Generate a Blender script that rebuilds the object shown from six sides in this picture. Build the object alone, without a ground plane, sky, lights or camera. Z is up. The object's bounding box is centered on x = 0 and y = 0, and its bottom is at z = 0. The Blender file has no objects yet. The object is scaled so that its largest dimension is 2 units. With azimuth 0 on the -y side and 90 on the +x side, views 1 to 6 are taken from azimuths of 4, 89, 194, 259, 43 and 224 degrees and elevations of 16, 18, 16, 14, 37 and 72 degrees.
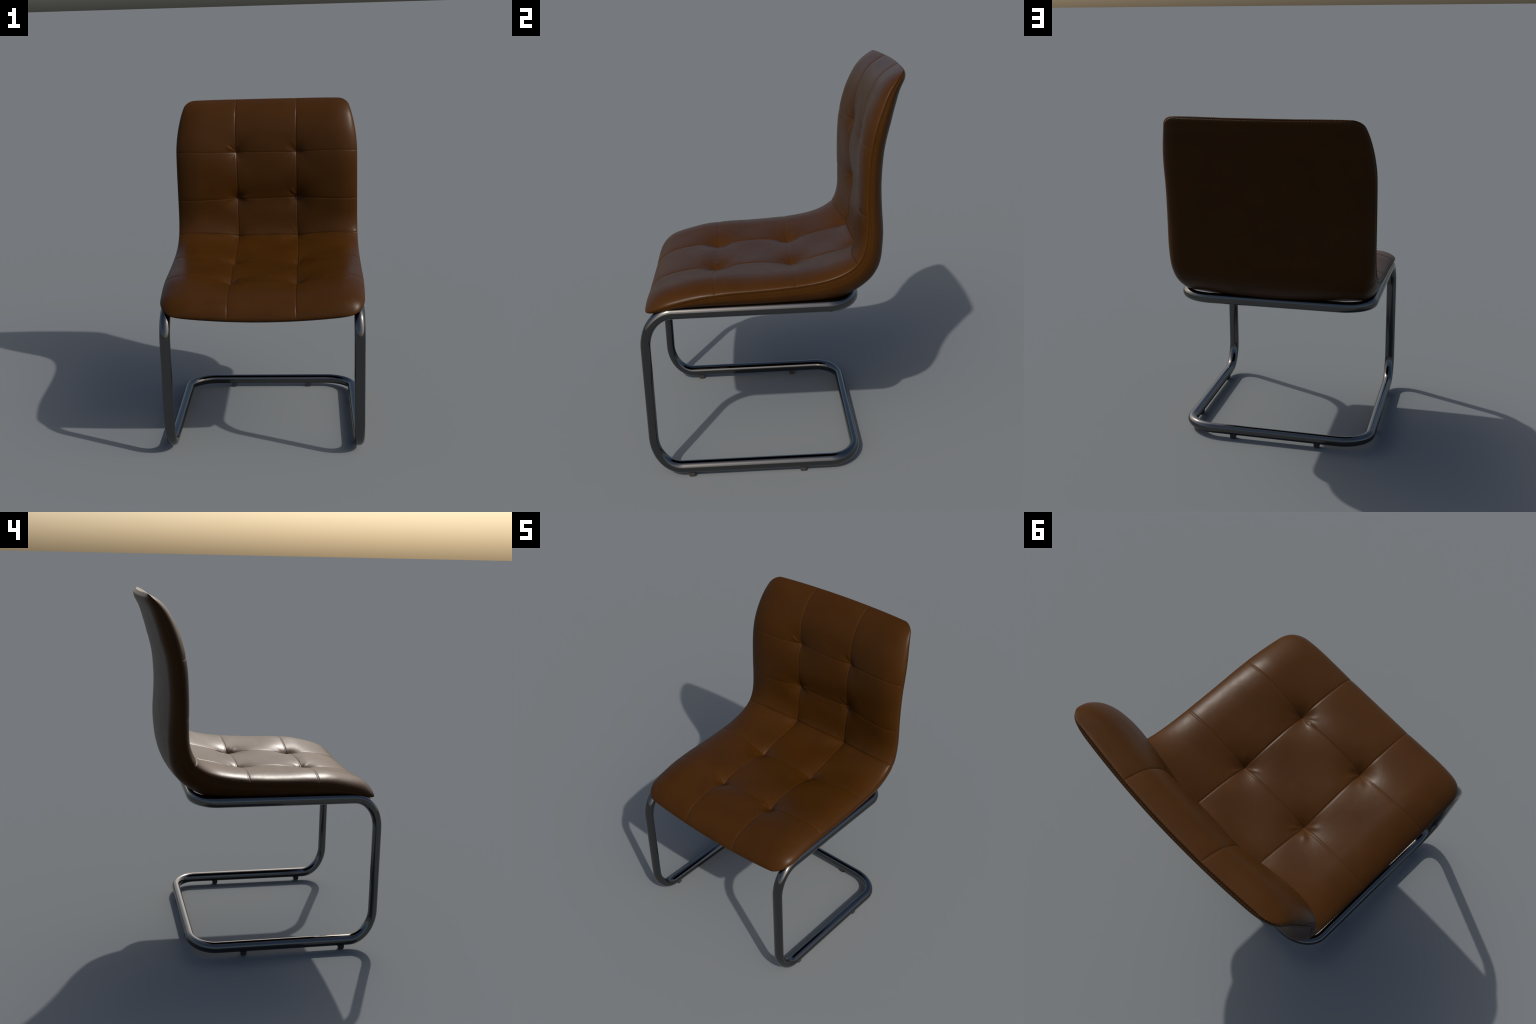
"""Cantilever chair: one bent oval steel tube carrying a tufted brown leather shell."""
import bpy, math
import numpy as np
from mathutils import Vector

rng = np.random.default_rng(7)
scene = bpy.context.scene

# ------------------------------------------------------------------ helpers
def spline(xs, ys):
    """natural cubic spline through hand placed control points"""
    xs = np.asarray(xs, float); ys = np.asarray(ys, float); n = len(xs)
    h = np.diff(xs); A = np.eye(n); b = np.zeros(n)
    for i in range(1, n - 1):
        A[i, i-1:i+2] = h[i-1], 2*(h[i-1]+h[i]), h[i]
        b[i] = 6*((ys[i+1]-ys[i])/h[i] - (ys[i]-ys[i-1])/h[i-1])
    m = np.linalg.solve(A, b)
    def f(x):
        x = np.asarray(x, float)
        i = np.clip(np.searchsorted(xs, x) - 1, 0, n - 2)
        hi = h[i]; a = (xs[i+1]-x)/hi; c = (x-xs[i])/hi
        return a*ys[i] + c*ys[i+1] + ((a**3-a)*m[i] + (c**3-c)*m[i+1])*hi*hi/6
    return f

def lerp_table(pts):
    """control values along the shell, rounded off so that no kink shows in the gloss"""
    p = np.array(pts, float)
    g = np.linspace(p[0, 0], p[-1, 0], 1200)
    v = np.interp(g, p[:, 0], p[:, 1])
    n = int(0.05/(g[1]-g[0])); k = np.hanning(2*n+1); k /= k.sum()
    pad = np.concatenate([2*v[0]-v[n:0:-1], v, 2*v[-1]-v[-2:-n-2:-1]])
    v = np.convolve(pad, k, 'valid')
    return lambda x: np.interp(x, g, v)

def smooth(t):
    t = np.clip(t, 0, 1); return t*t*(3-2*t)

# ------------------------------------------------------------------ materials
def new_mat(name):
    m = bpy.data.materials.new(name); m.use_nodes = True
    nt = m.node_tree
    return m, nt, nt.nodes["Principled BSDF"]

def leather_material(name, dark=1.0):
    m, nt, p = new_mat(name); N, L = nt.nodes, nt.links
    tc = N.new("ShaderNodeTexCoord")
    mot = N.new("ShaderNodeTexNoise"); mot.inputs["Scale"].default_value = 7; mot.inputs["Detail"].default_value = 5
    L.new(tc.outputs["Object"], mot.inputs["Vector"])
    ramp = N.new("ShaderNodeValToRGB")
    e = ramp.color_ramp.elements
    e[0].position, e[0].color = 0.30, (0.0375*dark, 0.0131*dark, 0.0015*dark, 1)
    e[1].position, e[1].color = 0.72, (0.0435*dark, 0.0156*dark, 0.0019*dark, 1)
    L.new(mot.outputs["Fac"], ramp.inputs["Fac"]); L.new(ramp.outputs["Color"], p.inputs["Base Color"])
    # roughness with faint handling marks
    scu = N.new("ShaderNodeTexNoise"); scu.inputs["Scale"].default_value = 22; scu.inputs["Detail"].default_value = 6
    L.new(tc.outputs["Object"], scu.inputs["Vector"])
    mr = N.new("ShaderNodeMapRange"); mr.inputs["To Min"].default_value = 0.30; mr.inputs["To Max"].default_value = 0.40
    L.new(scu.outputs["Fac"], mr.inputs["Value"]); L.new(mr.outputs["Result"], p.inputs["Roughness"])
    # fine pores + soft creasing
    vor = N.new("ShaderNodeTexVoronoi"); vor.inputs["Scale"].default_value = 260
    L.new(tc.outputs["Object"], vor.inputs["Vector"])
    b1 = N.new("ShaderNodeBump"); b1.inputs["Strength"].default_value = 0.05; b1.inputs["Distance"].default_value = 0.002
    L.new(vor.outputs["Distance"], b1.inputs["Height"])
    soft = N.new("ShaderNodeTexNoise"); soft.inputs["Scale"].default_value = 14; soft.inputs["Detail"].default_value = 3
    L.new(tc.outputs["Object"], soft.inputs["Vector"])
    b2 = N.new("ShaderNodeBump"); b2.inputs["Strength"].default_value = 0.10; b2.inputs["Distance"].default_value = 0.01
    L.new(soft.outputs["Fac"], b2.inputs["Height"]); L.new(b1.outputs["Normal"], b2.inputs["Normal"])
    L.new(b2.outputs["Normal"], p.inputs["Normal"])
    p.inputs["IOR"].default_value = 1.20
    return m

def metal_material():
    m, nt, p = new_mat("polished_steel"); N, L = nt.nodes, nt.links
    tc = N.new("ShaderNodeTexCoord")
    nz = N.new("ShaderNodeTexNoise"); nz.inputs["Scale"].default_value = 30; nz.inputs["Detail"].default_value = 4
    L.new(tc.outputs["Object"], nz.inputs["Vector"])
    mr = N.new("ShaderNodeMapRange"); mr.inputs["To Min"].default_value = 0.10; mr.inputs["To Max"].default_value = 0.14
    L.new(nz.outputs["Fac"], mr.inputs["Value"]); L.new(mr.outputs["Result"], p.inputs["Roughness"])
    p.inputs["Metallic"].default_value = 1.0
    p.inputs["Base Color"].default_value = (0.125, 0.125, 0.125, 1)
    return m

def rubber_material():
    m, nt, p = new_mat("dark_plastic"); N, L = nt.nodes, nt.links
    tc = N.new("ShaderNodeTexCoord")
    nz = N.new("ShaderNodeTexNoise"); nz.inputs["Scale"].default_value = 60
    L.new(tc.outputs["Object"], nz.inputs["Vector"])
    ramp = N.new("ShaderNodeValToRGB")
    ramp.color_ramp.elements[0].color = (0.020, 0.019, 0.018, 1)
    ramp.color_ramp.elements[1].color = (0.027, 0.025, 0.024, 1)
    L.new(nz.outputs["Fac"], ramp.inputs["Fac"]); L.new(ramp.outputs["Color"], p.inputs["Base Color"])
    p.inputs["Roughness"].default_value = 0.55
    return m

LEATHER = leather_material("brown_leather")
THREAD = leather_material("brown_thread", 1.25)
STEEL = metal_material()
PLASTIC = rubber_material()

# ------------------------------------------------------------------ shell: side seam (y, z) seen from the side
SEAM = [(-0.637, 0.899), (-0.53, 0.937), (-0.428, 0.962), (-0.281, 0.986), (-0.074, 0.998), (0.094, 1.010),
        (0.250, 1.033), (0.345, 1.068), (0.402, 1.112), (0.438, 1.188), (0.450, 1.280), (0.452, 1.365),
        (0.455, 1.465), (0.460, 1.560), (0.472, 1.660), (0.493, 1.746), (0.520, 1.829), (0.557, 1.915), (0.616, 2.000)]
sy, sz = np.array(SEAM).T
ch = np.concatenate([[0], np.cumsum(np.hypot(np.diff(sy), np.diff(sz)))])
fy, fz = spline(ch, sy), spline(ch, sz)
tt = np.linspace(0, ch[-1], 4000)
arc = np.concatenate([[0], np.cumsum(np.hypot(np.diff(fy(tt)), np.diff(fz(tt))))])
LEN = arc[-1]
def spine(s):
    """point and sitter-side normal of the side seam at arc length s"""
    t = np.interp(s, arc, tt); d = 1e-3
    y, z = fy(t), fz(t)
    dy, dz = fy(np.clip(t+d, 0, ch[-1]))-fy(np.clip(t-d, 0, ch[-1])), fz(np.clip(t+d, 0, ch[-1]))-fz(np.clip(t-d, 0, ch[-1]))
    l = np.hypot(dy, dz)
    return y, z, -dz/l, dy/l
def s_at(y=None, z=None):
    yy, zz = fy(tt), fz(tt)
    return arc[np.argmin(abs(yy-y))] if z is None else arc[np.argmin(abs(yy-y)+abs(zz-z))]

ROW_F, ROW_R = s_at(-0.288), s_at(0.096)          # seat button rows
CREASE = s_at(0.402, 1.112)                       # where seat meets backrest
ROW_L, ROW_H = s_at(0.452, 1.350), s_at(0.472, 1.664)
ROWS = [ROW_F, ROW_R, CREASE, ROW_L, ROW_H]
COL = 0.2025
W = 0.610

def half_width(s):
    """plan outline of the shell: straight sides, soft corners"""
    s = np.asarray(s, float)
    d0, d1 = s, LEN - s
    def corner(d, r, p, q):
        u = np.clip(1 - d/r, 0, 1)
        return 1 - (1 - u**p)**(1/q)
    return W - 0.012*np.clip(1-d0/0.36, 0, 1)**1.5 - 0.105*corner(d0, 0.14, 2.2, 2.2) - 0.066*np.clip(1-d1/0.38, 0, 1)**1.9 - 0.055*corner(d1, 0.06, 2.0, 2.0)

BOW = 0.037
def bow(x): return -BOW*(1-(x/W)**2)

F_T = lerp_table([(0, .040), (.10, .052), (.3, .056), (ROW_R, .054), (CREASE-.12, .050), (CREASE, .047), (CREASE+.12, .044),
                  (ROW_L, .044), (ROW_H, .046), (LEN-.25, .042), (LEN-.12, .034), (LEN, .022)])
B_T = lerp_table([(0, .016), (.06, .018), (.17, .034), (.30, .060), (.40, .074), (ROW_R, .092), (ROW_R+.2, .110), (CREASE, .103),
                  (CREASE+.09, .076), (ROW_L, .062), (ROW_L+.12, .055), (ROW_H, .055), (ROW_H+.12, .054), (LEN-.14, .046), (LEN-.05, .030), (LEN, .026)])

PUFF = lerp_table([(0, .012), (.05, .018), (.12, .020), (.28, .019), (ROW_F, .013), (ROW_F+.16, .004), (ROW_R, 0), (CREASE, 0),
                   (CREASE+.12, .004), (ROW_L, .010), (ROW_H, .014), (LEN-.22, .020), (LEN-.06, .014), (LEN, .004)])

def rim(t, p=2.0):
    t = np.clip(t, 0, 1); return np.sqrt(np.clip(1-(1-t)**p, 0, 1))

def edge(x, s, rx, rs0, rs1, inset=0.0, xp=1.0):
    w = half_width((s-inset)*LEN/(LEN-2*inset)) - inset
    return rim((w-np.abs(x))/rx, 2.2)**xp*rim((s-inset)/rs0, 2.1)*rim((LEN-inset-s)/rs1, 2.1)
INSET = 0.003

# seam wander and button folds
WAND = [(rng.uniform(0, 6.28), rng.uniform(0, 6.28)) for _ in range(12)]
def wander(t, k, amp=0.004):
    a, b = WAND[k]; return amp*(np.sin(5.1*t+a)+0.6*np.sin(11.7*t+b))

BUTTONS = []
for i, (rs, dep, rad) in enumerate([(ROW_F, .044, .070), (ROW_R, .040, .070), (CREASE, .022, .050), (ROW_L, .044, .078), (ROW_H, .037, .076)]):
    for sx in (-1, 1):
        BUTTONS.append(dict(x=sx*COL, s=rs, dep=dep, rad=rad, row=i,
                            fold=[(rng.uniform(0, 6.28), rng.uniform(.0022, .0042), rng.uniform(.10, .2)) for _ in range(5)]))

def front_height(x, s):
    """height of the tufted side over the seam surface"""
    e = edge(x, s, 0.19, 0.095, 0.13, xp=1.25)
    back = smooth((s-CREASE)/0.15)*smooth((ROW_H+0.20-s)/0.26)
    hollow = 1 - 0.75*back*(1-smooth((np.abs(x)-0.08)/0.22))
    h = (F_T(s) + PUFF(s)*hollow)*e + bow(x)
    h = h - 0.020*np.exp(-(x/0.33)**4)*np.exp(-((s-CREASE)/0.11)**2)
    h = h - 0.014*np.exp(-(x/0.12)**2)*np.exp(-((s-ROW_L)/0.085)**2)
    h = h - 0.006*np.exp(-(x/0.17)**2)*smooth((s-ROW_F+0.06)/0.10)*smooth((CREASE-0.02-s)/0.12)
    inner = smooth(e*1.15-0.1)
    # cross seams (pulled in near the rim too)
    for k, r in enumerate(ROWS):
        q = s - r - wander(x, k, 0.0025)
        if r == CREASE:
            mid = np.exp(-(np.abs(x)/0.50)**6)
            h = h - (0.006*mid*np.exp(-(np.abs(q)/0.030)**1.3) + (0.0045+0.0010*mid)*np.exp(-(q/0.006)**2))*smooth(e*3)
        else:
            h = h - (0.0018*np.exp(-(np.abs(q)/0.025)**1.2) + 0.0018*np.exp(-(q/0.0034)**2))*smooth(e*3)
    for k, c in enumerate((-COL, COL)):
        q = x - c - wander(s, 6+k, 0.003)
        h = h - (0.0042*np.exp(-(np.abs(q)/0.030)**1.2) + 0.0024*np.exp(-(q/0.0034)**2))*smooth(e*1.4)
    # tufts
    for b in BUTTONS:
        dx, ds = x-b['x'], s-b['s']
        r = np.hypot(dx, ds) + 1e-9
        on = r < 0.35
        if not on.any(): continue
        th = np.arctan2(ds, dx)
        soft = np.sqrt(r*r+0.009**2)-0.009
        g = b['dep']*np.exp(-(soft/b['rad'])**1.05)
        for ph, am, wd in b['fold']:
            da = np.abs((th-ph+np.pi) % (2*np.pi)-np.pi)
            g = g - 0.75*am*np.exp(-(da/(1.5*wd))**2)*np.exp(-((r-0.045)/0.030)**2)*np.where(b['row'] == 2, .4, 1)
        h = h - g*np.minimum(1, e*1.2)
    return h

def back_height(x, s):
    e = edge(x, s, 0.10, 0.06, 0.04, INSET)
    h = -B_T(s)*e + bow(x)
    h = h - 0.010*(1-(x/W)**2)*smooth((s-ROW_F)/0.2)*smooth((CREASE-s)/0.15)*e
    # darts where the cover turns from seat to backrest
    q = s - CREASE
    h = h + 0.005*np.exp(-(q/0.006)**2)*np.exp(-((W-np.abs(x))/0.05)**2)*smooth(e*3)
    return h

# slow unevenness of the stuffing
UN = [(rng.uniform(4, 13), rng.uniform(4, 13), rng.uniform(0, 6.28)) for _ in range(10)]
def uneven(x, s):
    r = 0
    for a, b, p in UN: r = r + np.sin(a*x+b*s+p)
    return r/10

TUCK = 0.0055
def surface(x, s, h, front):
    # both covers tuck in towards the rim seam
    hr = np.abs(h - bow(x))
    t = TUCK*np.exp(-hr/0.009)
    x = x - np.sign(x)*t*np.exp(-np.clip(half_width(s)-np.abs(x), 0, 1)/0.03)
    s = s + t*(np.exp(-s/0.03) - np.exp(-(LEN-s)/0.03))
    y, z, ny, nz = spine(s)
    # both ends swell out a little along the shell in the middle
    k = 1-(x/W)**2
    ext = k*(0.026*np.clip((s-LEN+0.30)/0.30, 0, 1)**2 - 0.022*np.clip((0.25-s)/0.25, 0, 1)**2)
    return np.stack([x, y+ny*h+nz*ext, z+nz*h-ny*ext], -1)

def row_samples(n):
    u = np.linspace(0, 1, n)
    # cluster towards both ends, where the corners are round
    return LEN*(u - 0.117*np.sin(2*np.pi*u))

def col_samples(n):
    u = np.linspace(-1, 1, n)
    return 0.45*u + 0.55*np.sin(u*np.pi/2)

def shell_side(front, nr, nc):
    s = row_samples(nr)
    s[np.argmin(abs(s-CREASE))] = CREASE
    a = col_samples(nc)
    S, A = np.meshgrid(s, a, indexing='ij')
    inset = 0.0 if front else INSET
    X = A*(half_width(S)-inset)
    if not front:
        S = inset + S*(LEN-2*inset)/LEN
    H = front_height(X, S) if front else back_height(X, S)
    E_ = edge(X, S, .13, .13, .13)
    H = H + uneven(X, S)*(0.0022 if front else 0.0015)*E_
    # the two covers meet in a shallow open seam
    H = H + (0.0018 if front else -0.0018)
    P = surface(X, S, H, front)
    return s, P

def normals_grid(P):
    du = np.gradient(P, axis=0); dv = np.gradient(P, axis=1)
    n = np.cross(dv, du); l = np.linalg.norm(n, axis=-1, keepdims=True)
    return n/np.maximum(l, 1e-12)

def mesh_object(name, verts, faces, mat, normals=None):
    me = bpy.data.meshes.new(name)
    me.from_pydata([tuple(v) for v in verts], [], faces)
    me.polygons.foreach_set("use_smooth", [True]*len(me.polygons))
    me.materials.append(mat); me.update()
    if normals is not None:
        me.normals_split_custom_set_from_vertices([tuple(n) for n in normals])
    ob = bpy.data.objects.new(name, me)
    scene.collection.objects.link(ob)
    return ob

def cover_parts(front, names, nr, nc):
    s, P = shell_side(front, nr, nc)
    Nn = normals_grid(P)
    if not front: Nn = -Nn
    cr = int(np.argmin(abs(s-CREASE)))
    out = []
    # rim lip: every border vertex gets two followers, rolled in towards the shell's core
    y, z, ny, nz = spine(s)
    sgn = -1 if front else 1
    for name, lo, hi in ((names[0], 0, cr), (names[1], cr, nr-1)):
        rows = range(lo, hi+1); m = hi-lo+1
        V = P[lo:hi+1].reshape(-1, 3); NV = Nn[lo:hi+1].reshape(-1, 3)
        F = []
        for i in range(m-1):
            for j in range(nc-1):
                q = (i*nc+j, i*nc+j+1, (i+1)*nc+j+1, (i+1)*nc+j)
                F.append(q if front else q[::-1])
        # border path of this part (without the crease row, where the parts touch)
        if lo == 0:
            path = [(i, 0) for i in range(hi, -1, -1)] + [(0, j) for j in range(1, nc)] + [(i, nc-1) for i in range(1, hi+1)]
        else:
            path = [(i, nc-1) for i in range(lo, nr)] + [(nr-1, j) for j in range(nc-2, -1, -1)] + [(i, 0) for i in range(nr-2, lo-1, -1)]
        B = np.array([P[i, j] for i, j in path])
        core = np.array([[P[i, j][0]*0.5, 0, 0] for i, j in path])
        # inward direction in the shell surface
        inward = np.array([[-np.sign(P[i, j][0])*(1 if 0 < i < nr-1 else 0.0), 0, 0] for i, j in path])
        for k, (i, j) in enumerate(path):
            t = np.array([0, nz[i], -ny[i]])        # +s direction
            if i == 0: inward[k] = t
            if i == nr-1: inward[k] = -t
            if i in (0, nr-1) and j in (0, nc-1): inward[k] += [-np.sign(P[i, j][0]), 0, 0]
        for _ in range(6):                           # soften the direction round the corners
            inward[1:-1] = (inward[:-2]+inward[1:-1]+inward[2:])/3
        inward /= np.linalg.norm(inward, axis=1, keepdims=True)
        down = np.array([[0, ny[i], nz[i]] for i, j in path])*sgn
        r1 = B + inward*0.0012 + down*0.0030
        r2 = B + inward*0.0060 + down*0.0034
        base = len(V); n = len(path)
        V = np.concatenate([V, r1, r2])
        NV = np.concatenate([NV, -inward*0.8+down*0.6, down])
        b0 = [(i-lo)*nc+j for i, j in path]
        for k in range(n-1):
            q1 = (b0[k], b0[k+1], base+k+1, base+k); q2 = (base+k, base+k+1, base+n+k+1, base+n+k)
            F += [q1[::-1], q2[::-1]] if front else [q1, q2]
        # border normals lean outwards
        for k, v in enumerate(b0):
            NV[v] = NV[v] - 0.6*inward[k]
        NV /= np.linalg.norm(NV, axis=1, keepdims=True)
        out.append(mesh_object(name, V, F, LEATHER, NV))
    return out

# ------------------------------------------------------------------ root
root = bpy.data.objects.new("cantilever_chair", None)
scene.collection.objects.link(root)
root["label"] = "brown tufted leather cantilever chair on bent steel tube"
root["category"] = "chair"

seat, backrest = cover_parts(True, ("seat", "backrest"), 860, 520)
underside, rear_cover = cover_parts(False, ("seat_underside", "rear_cover"), 300, 160)
for o in (seat, backrest): o.parent = root
underside.parent = seat; rear_cover.parent = backrest

# ------------------------------------------------------------------ stitching along both sides of the rim seam
def rim_path(inset):
    n = 1600
    s = row_samples(n)
    right = np.stack([half_width(s)-inset, s], -1)
    w0, w1 = half_width(0.0)-inset, half_width(LEN)-inset
    front = np.stack([np.linspace(-w0, w0, 300), np.zeros(300)], -1)
    top = np.stack([np.linspace(w1, -w1, 300), np.full(300, LEN)], -1)
    left = right[::-1]*[-1, 1]
    p = np.concatenate([front[:-1], right[:-1], top[:-1], left[:-1]])
    p[:, 1] = np.clip(p[:, 1], inset, LEN-inset)
    return p

def stitch_row(front, inset, step):
    p = rim_path(inset)
    h = (front_height(p[:, 0], p[:, 1])+0.0018) if front else (back_height(p[:, 0], p[:, 1])-0.0018)
    P = surface(p[:, 0], p[:, 1], h, front)
    d = np.concatenate([[0], np.cumsum(np.linalg.norm(np.diff(P, axis=0), axis=1))])
    at = np.arange(step/2, d[-1], step)
    C = np.stack([np.interp(at, d, P[:, k]) for k in range(3)], -1)
    C2 = np.stack([np.interp(at+0.002, d, P[:, k]) for k in range(3)], -1)
    q = np.stack([np.interp(at, d, p[:, k]) for k in range(2)], -1)
    e = 0.0006
    def pt(x, s):
        hh = (front_height(x, s)+0.0018) if front else (back_height(x, s)-0.0018)
        return surface(x, s, hh, front)
    sx = np.sign(q[:, 0])+0.0
    nx = pt(q[:, 0]+e, q[:, 1])-pt(q[:, 0]-e, q[:, 1]); ns = pt(q[:, 0], np.clip(q[:, 1]+e, 0, LEN))-pt(q[:, 0], np.clip(q[:, 1]-e, 0, LEN))
    n = np.cross(nx, ns); n /= np.linalg.norm(n, axis=1, keepdims=True)
    if not front: n = -n
    t = C2-C; t /= np.maximum(np.linalg.norm(t, axis=1, keepdims=True), 1e-9)
    return C, t, n

def stitches(name, rows):
    V, F = [], []
    K = 6
    for C, t, n, ln, r in rows:
        for c, tv, nv in zip(C, t, n):
            bv = np.cross(tv, nv); bv /= max(np.linalg.norm(bv), 1e-9)
            b = len(V)
            prof = [(-0.5, 0.45), (-0.28, 1.0), (0.28, 1.0), (0.5, 0.45)]
            for u, k in prof:
                for a in range(K):
                    an = 2*math.pi*a/K
                    V.append(c+tv*u*ln+(nv*math.cos(an)+bv*math.sin(an))*r*k + nv*(-r*0.15 if abs(u) < .4 else -r*0.7))
            for i in range(3):
                for a in range(K):
                    a2 = (a+1) % K
                    F.append((b+i*K+a, b+i*K+a2, b+(i+1)*K+a2, b+(i+1)*K+a))
            F.append(tuple(b+a for a in range(K))[::-1]); F.append(tuple(b+3*K+a for a in range(K)))
    ob = mesh_object(name, V, F, THREAD)
    ob["kind"] = "stuff"
    return ob

st = stitches("stitching", [(*stitch_row(True, 0.0020, 0.0120), 0.0075, 0.0015),
                            (*stitch_row(False, 0.0040, 0.0120), 0.0075, 0.0014)])
st.parent = root

# ------------------------------------------------------------------ steel tube
SQ = 0.77                     # the tube is oval: narrower front to back
XR, ZLO, ZHI = 0.5655, 0.0515, 0.900
YF, YB = -0.643, 0.394
def fillet_loop(pts, r, seg=14):
    out = []
    n = len(pts)
    for i in range(n):
        p0, p, p1 = (Vector(pts[(i+k) % n]) for k in (-1, 0, 1))
        a, b = (p0-p).normalized(), (p1-p).normalized()
        ang = a.angle(b); d = r/math.tan(ang/2)
        c = p + (a+b).normalized()*(r/math.sin(ang/2))
        t0, t1 = p+a*d-c, p+b*d-c
        for k in range(seg+1):
            out.append(c + slerp(t0, t1, k/seg))
    return out
def slerp(a, b, t):
    w = a.angle(b)
    return a*(math.sin((1-t)*w)/math.sin(w)) + b*(math.sin(t*w)/math.sin(w))

f, bk = YF/SQ, YB/SQ
loop = fillet_loop([(-XR, bk, ZHI), (-XR, f, ZHI), (-XR, f, ZLO), (-XR, bk, ZLO),
                    (XR, bk, ZLO), (XR, f, ZLO), (XR, f, ZHI), (XR, bk, ZHI)], 0.180)
cu = bpy.data.curves.new("tube_path", 'CURVE'); cu.dimensions = '3D'
sp = cu.splines.new('POLY'); sp.points.add(len(loop)-1); sp.use_cyclic_u = True
for pnt, v in zip(sp.points, loop): pnt.co = (*v, 1)
cu.bevel_depth = 0.0318; cu.bevel_resolution = 10; cu.twist_mode = 'MINIMUM'
tmp = bpy.data.objects.new("tube_path", cu); scene.collection.objects.link(tmp)
bpy.context.view_layer.update()
me = bpy.data.meshes.new_from_object(tmp.evaluated_get(bpy.context.evaluated_depsgraph_get()))
bpy.data.objects.remove(tmp); bpy.data.curves.remove(cu)
me.name = "frame"
for v in me.vertices: v.co.y *= SQ
me.polygons.foreach_set("use_smooth", [True]*len(me.polygons))
me.materials.clear(); me.materials.append(STEEL); me.update()
frame = bpy.data.objects.new("frame", me); scene.collection.objects.link(frame); frame.parent = root

# ------------------------------------------------------------------ feet: small blocks under the floor rails
import bmesh
bm = bmesh.new()
bmesh.ops.create_cube(bm, size=1.0)
for v in bm.verts:
    v.co = (v.co.x*(0.033 if v.co.z < 0 else 0.036), v.co.y*(0.031 if v.co.z < 0 else 0.036), 0.020+v.co.z*0.040)
bmesh.ops.bevel(bm, geom=bm.edges[:], offset=0.003, segments=2, affect='EDGES')
fm = bpy.data.meshes.new("foot"); bm.to_mesh(fm); bm.free(); fm.materials.append(PLASTIC)
foot = bpy.data.objects.new("foot", fm)
spots = [(XR, -0.462), (XR, 0.110), (-XR, -0.462), (-XR, 0.110), (0.263, YB), (-0.263, YB)]
for k, (x, y) in enumerate(spots):
    o = foot if k == 0 else foot.copy()
    o.name = "foot"
    scene.collection.objects.link(o)
    o.location = (x, y, 0); o.parent = frame
bpy.context.view_layer.update()
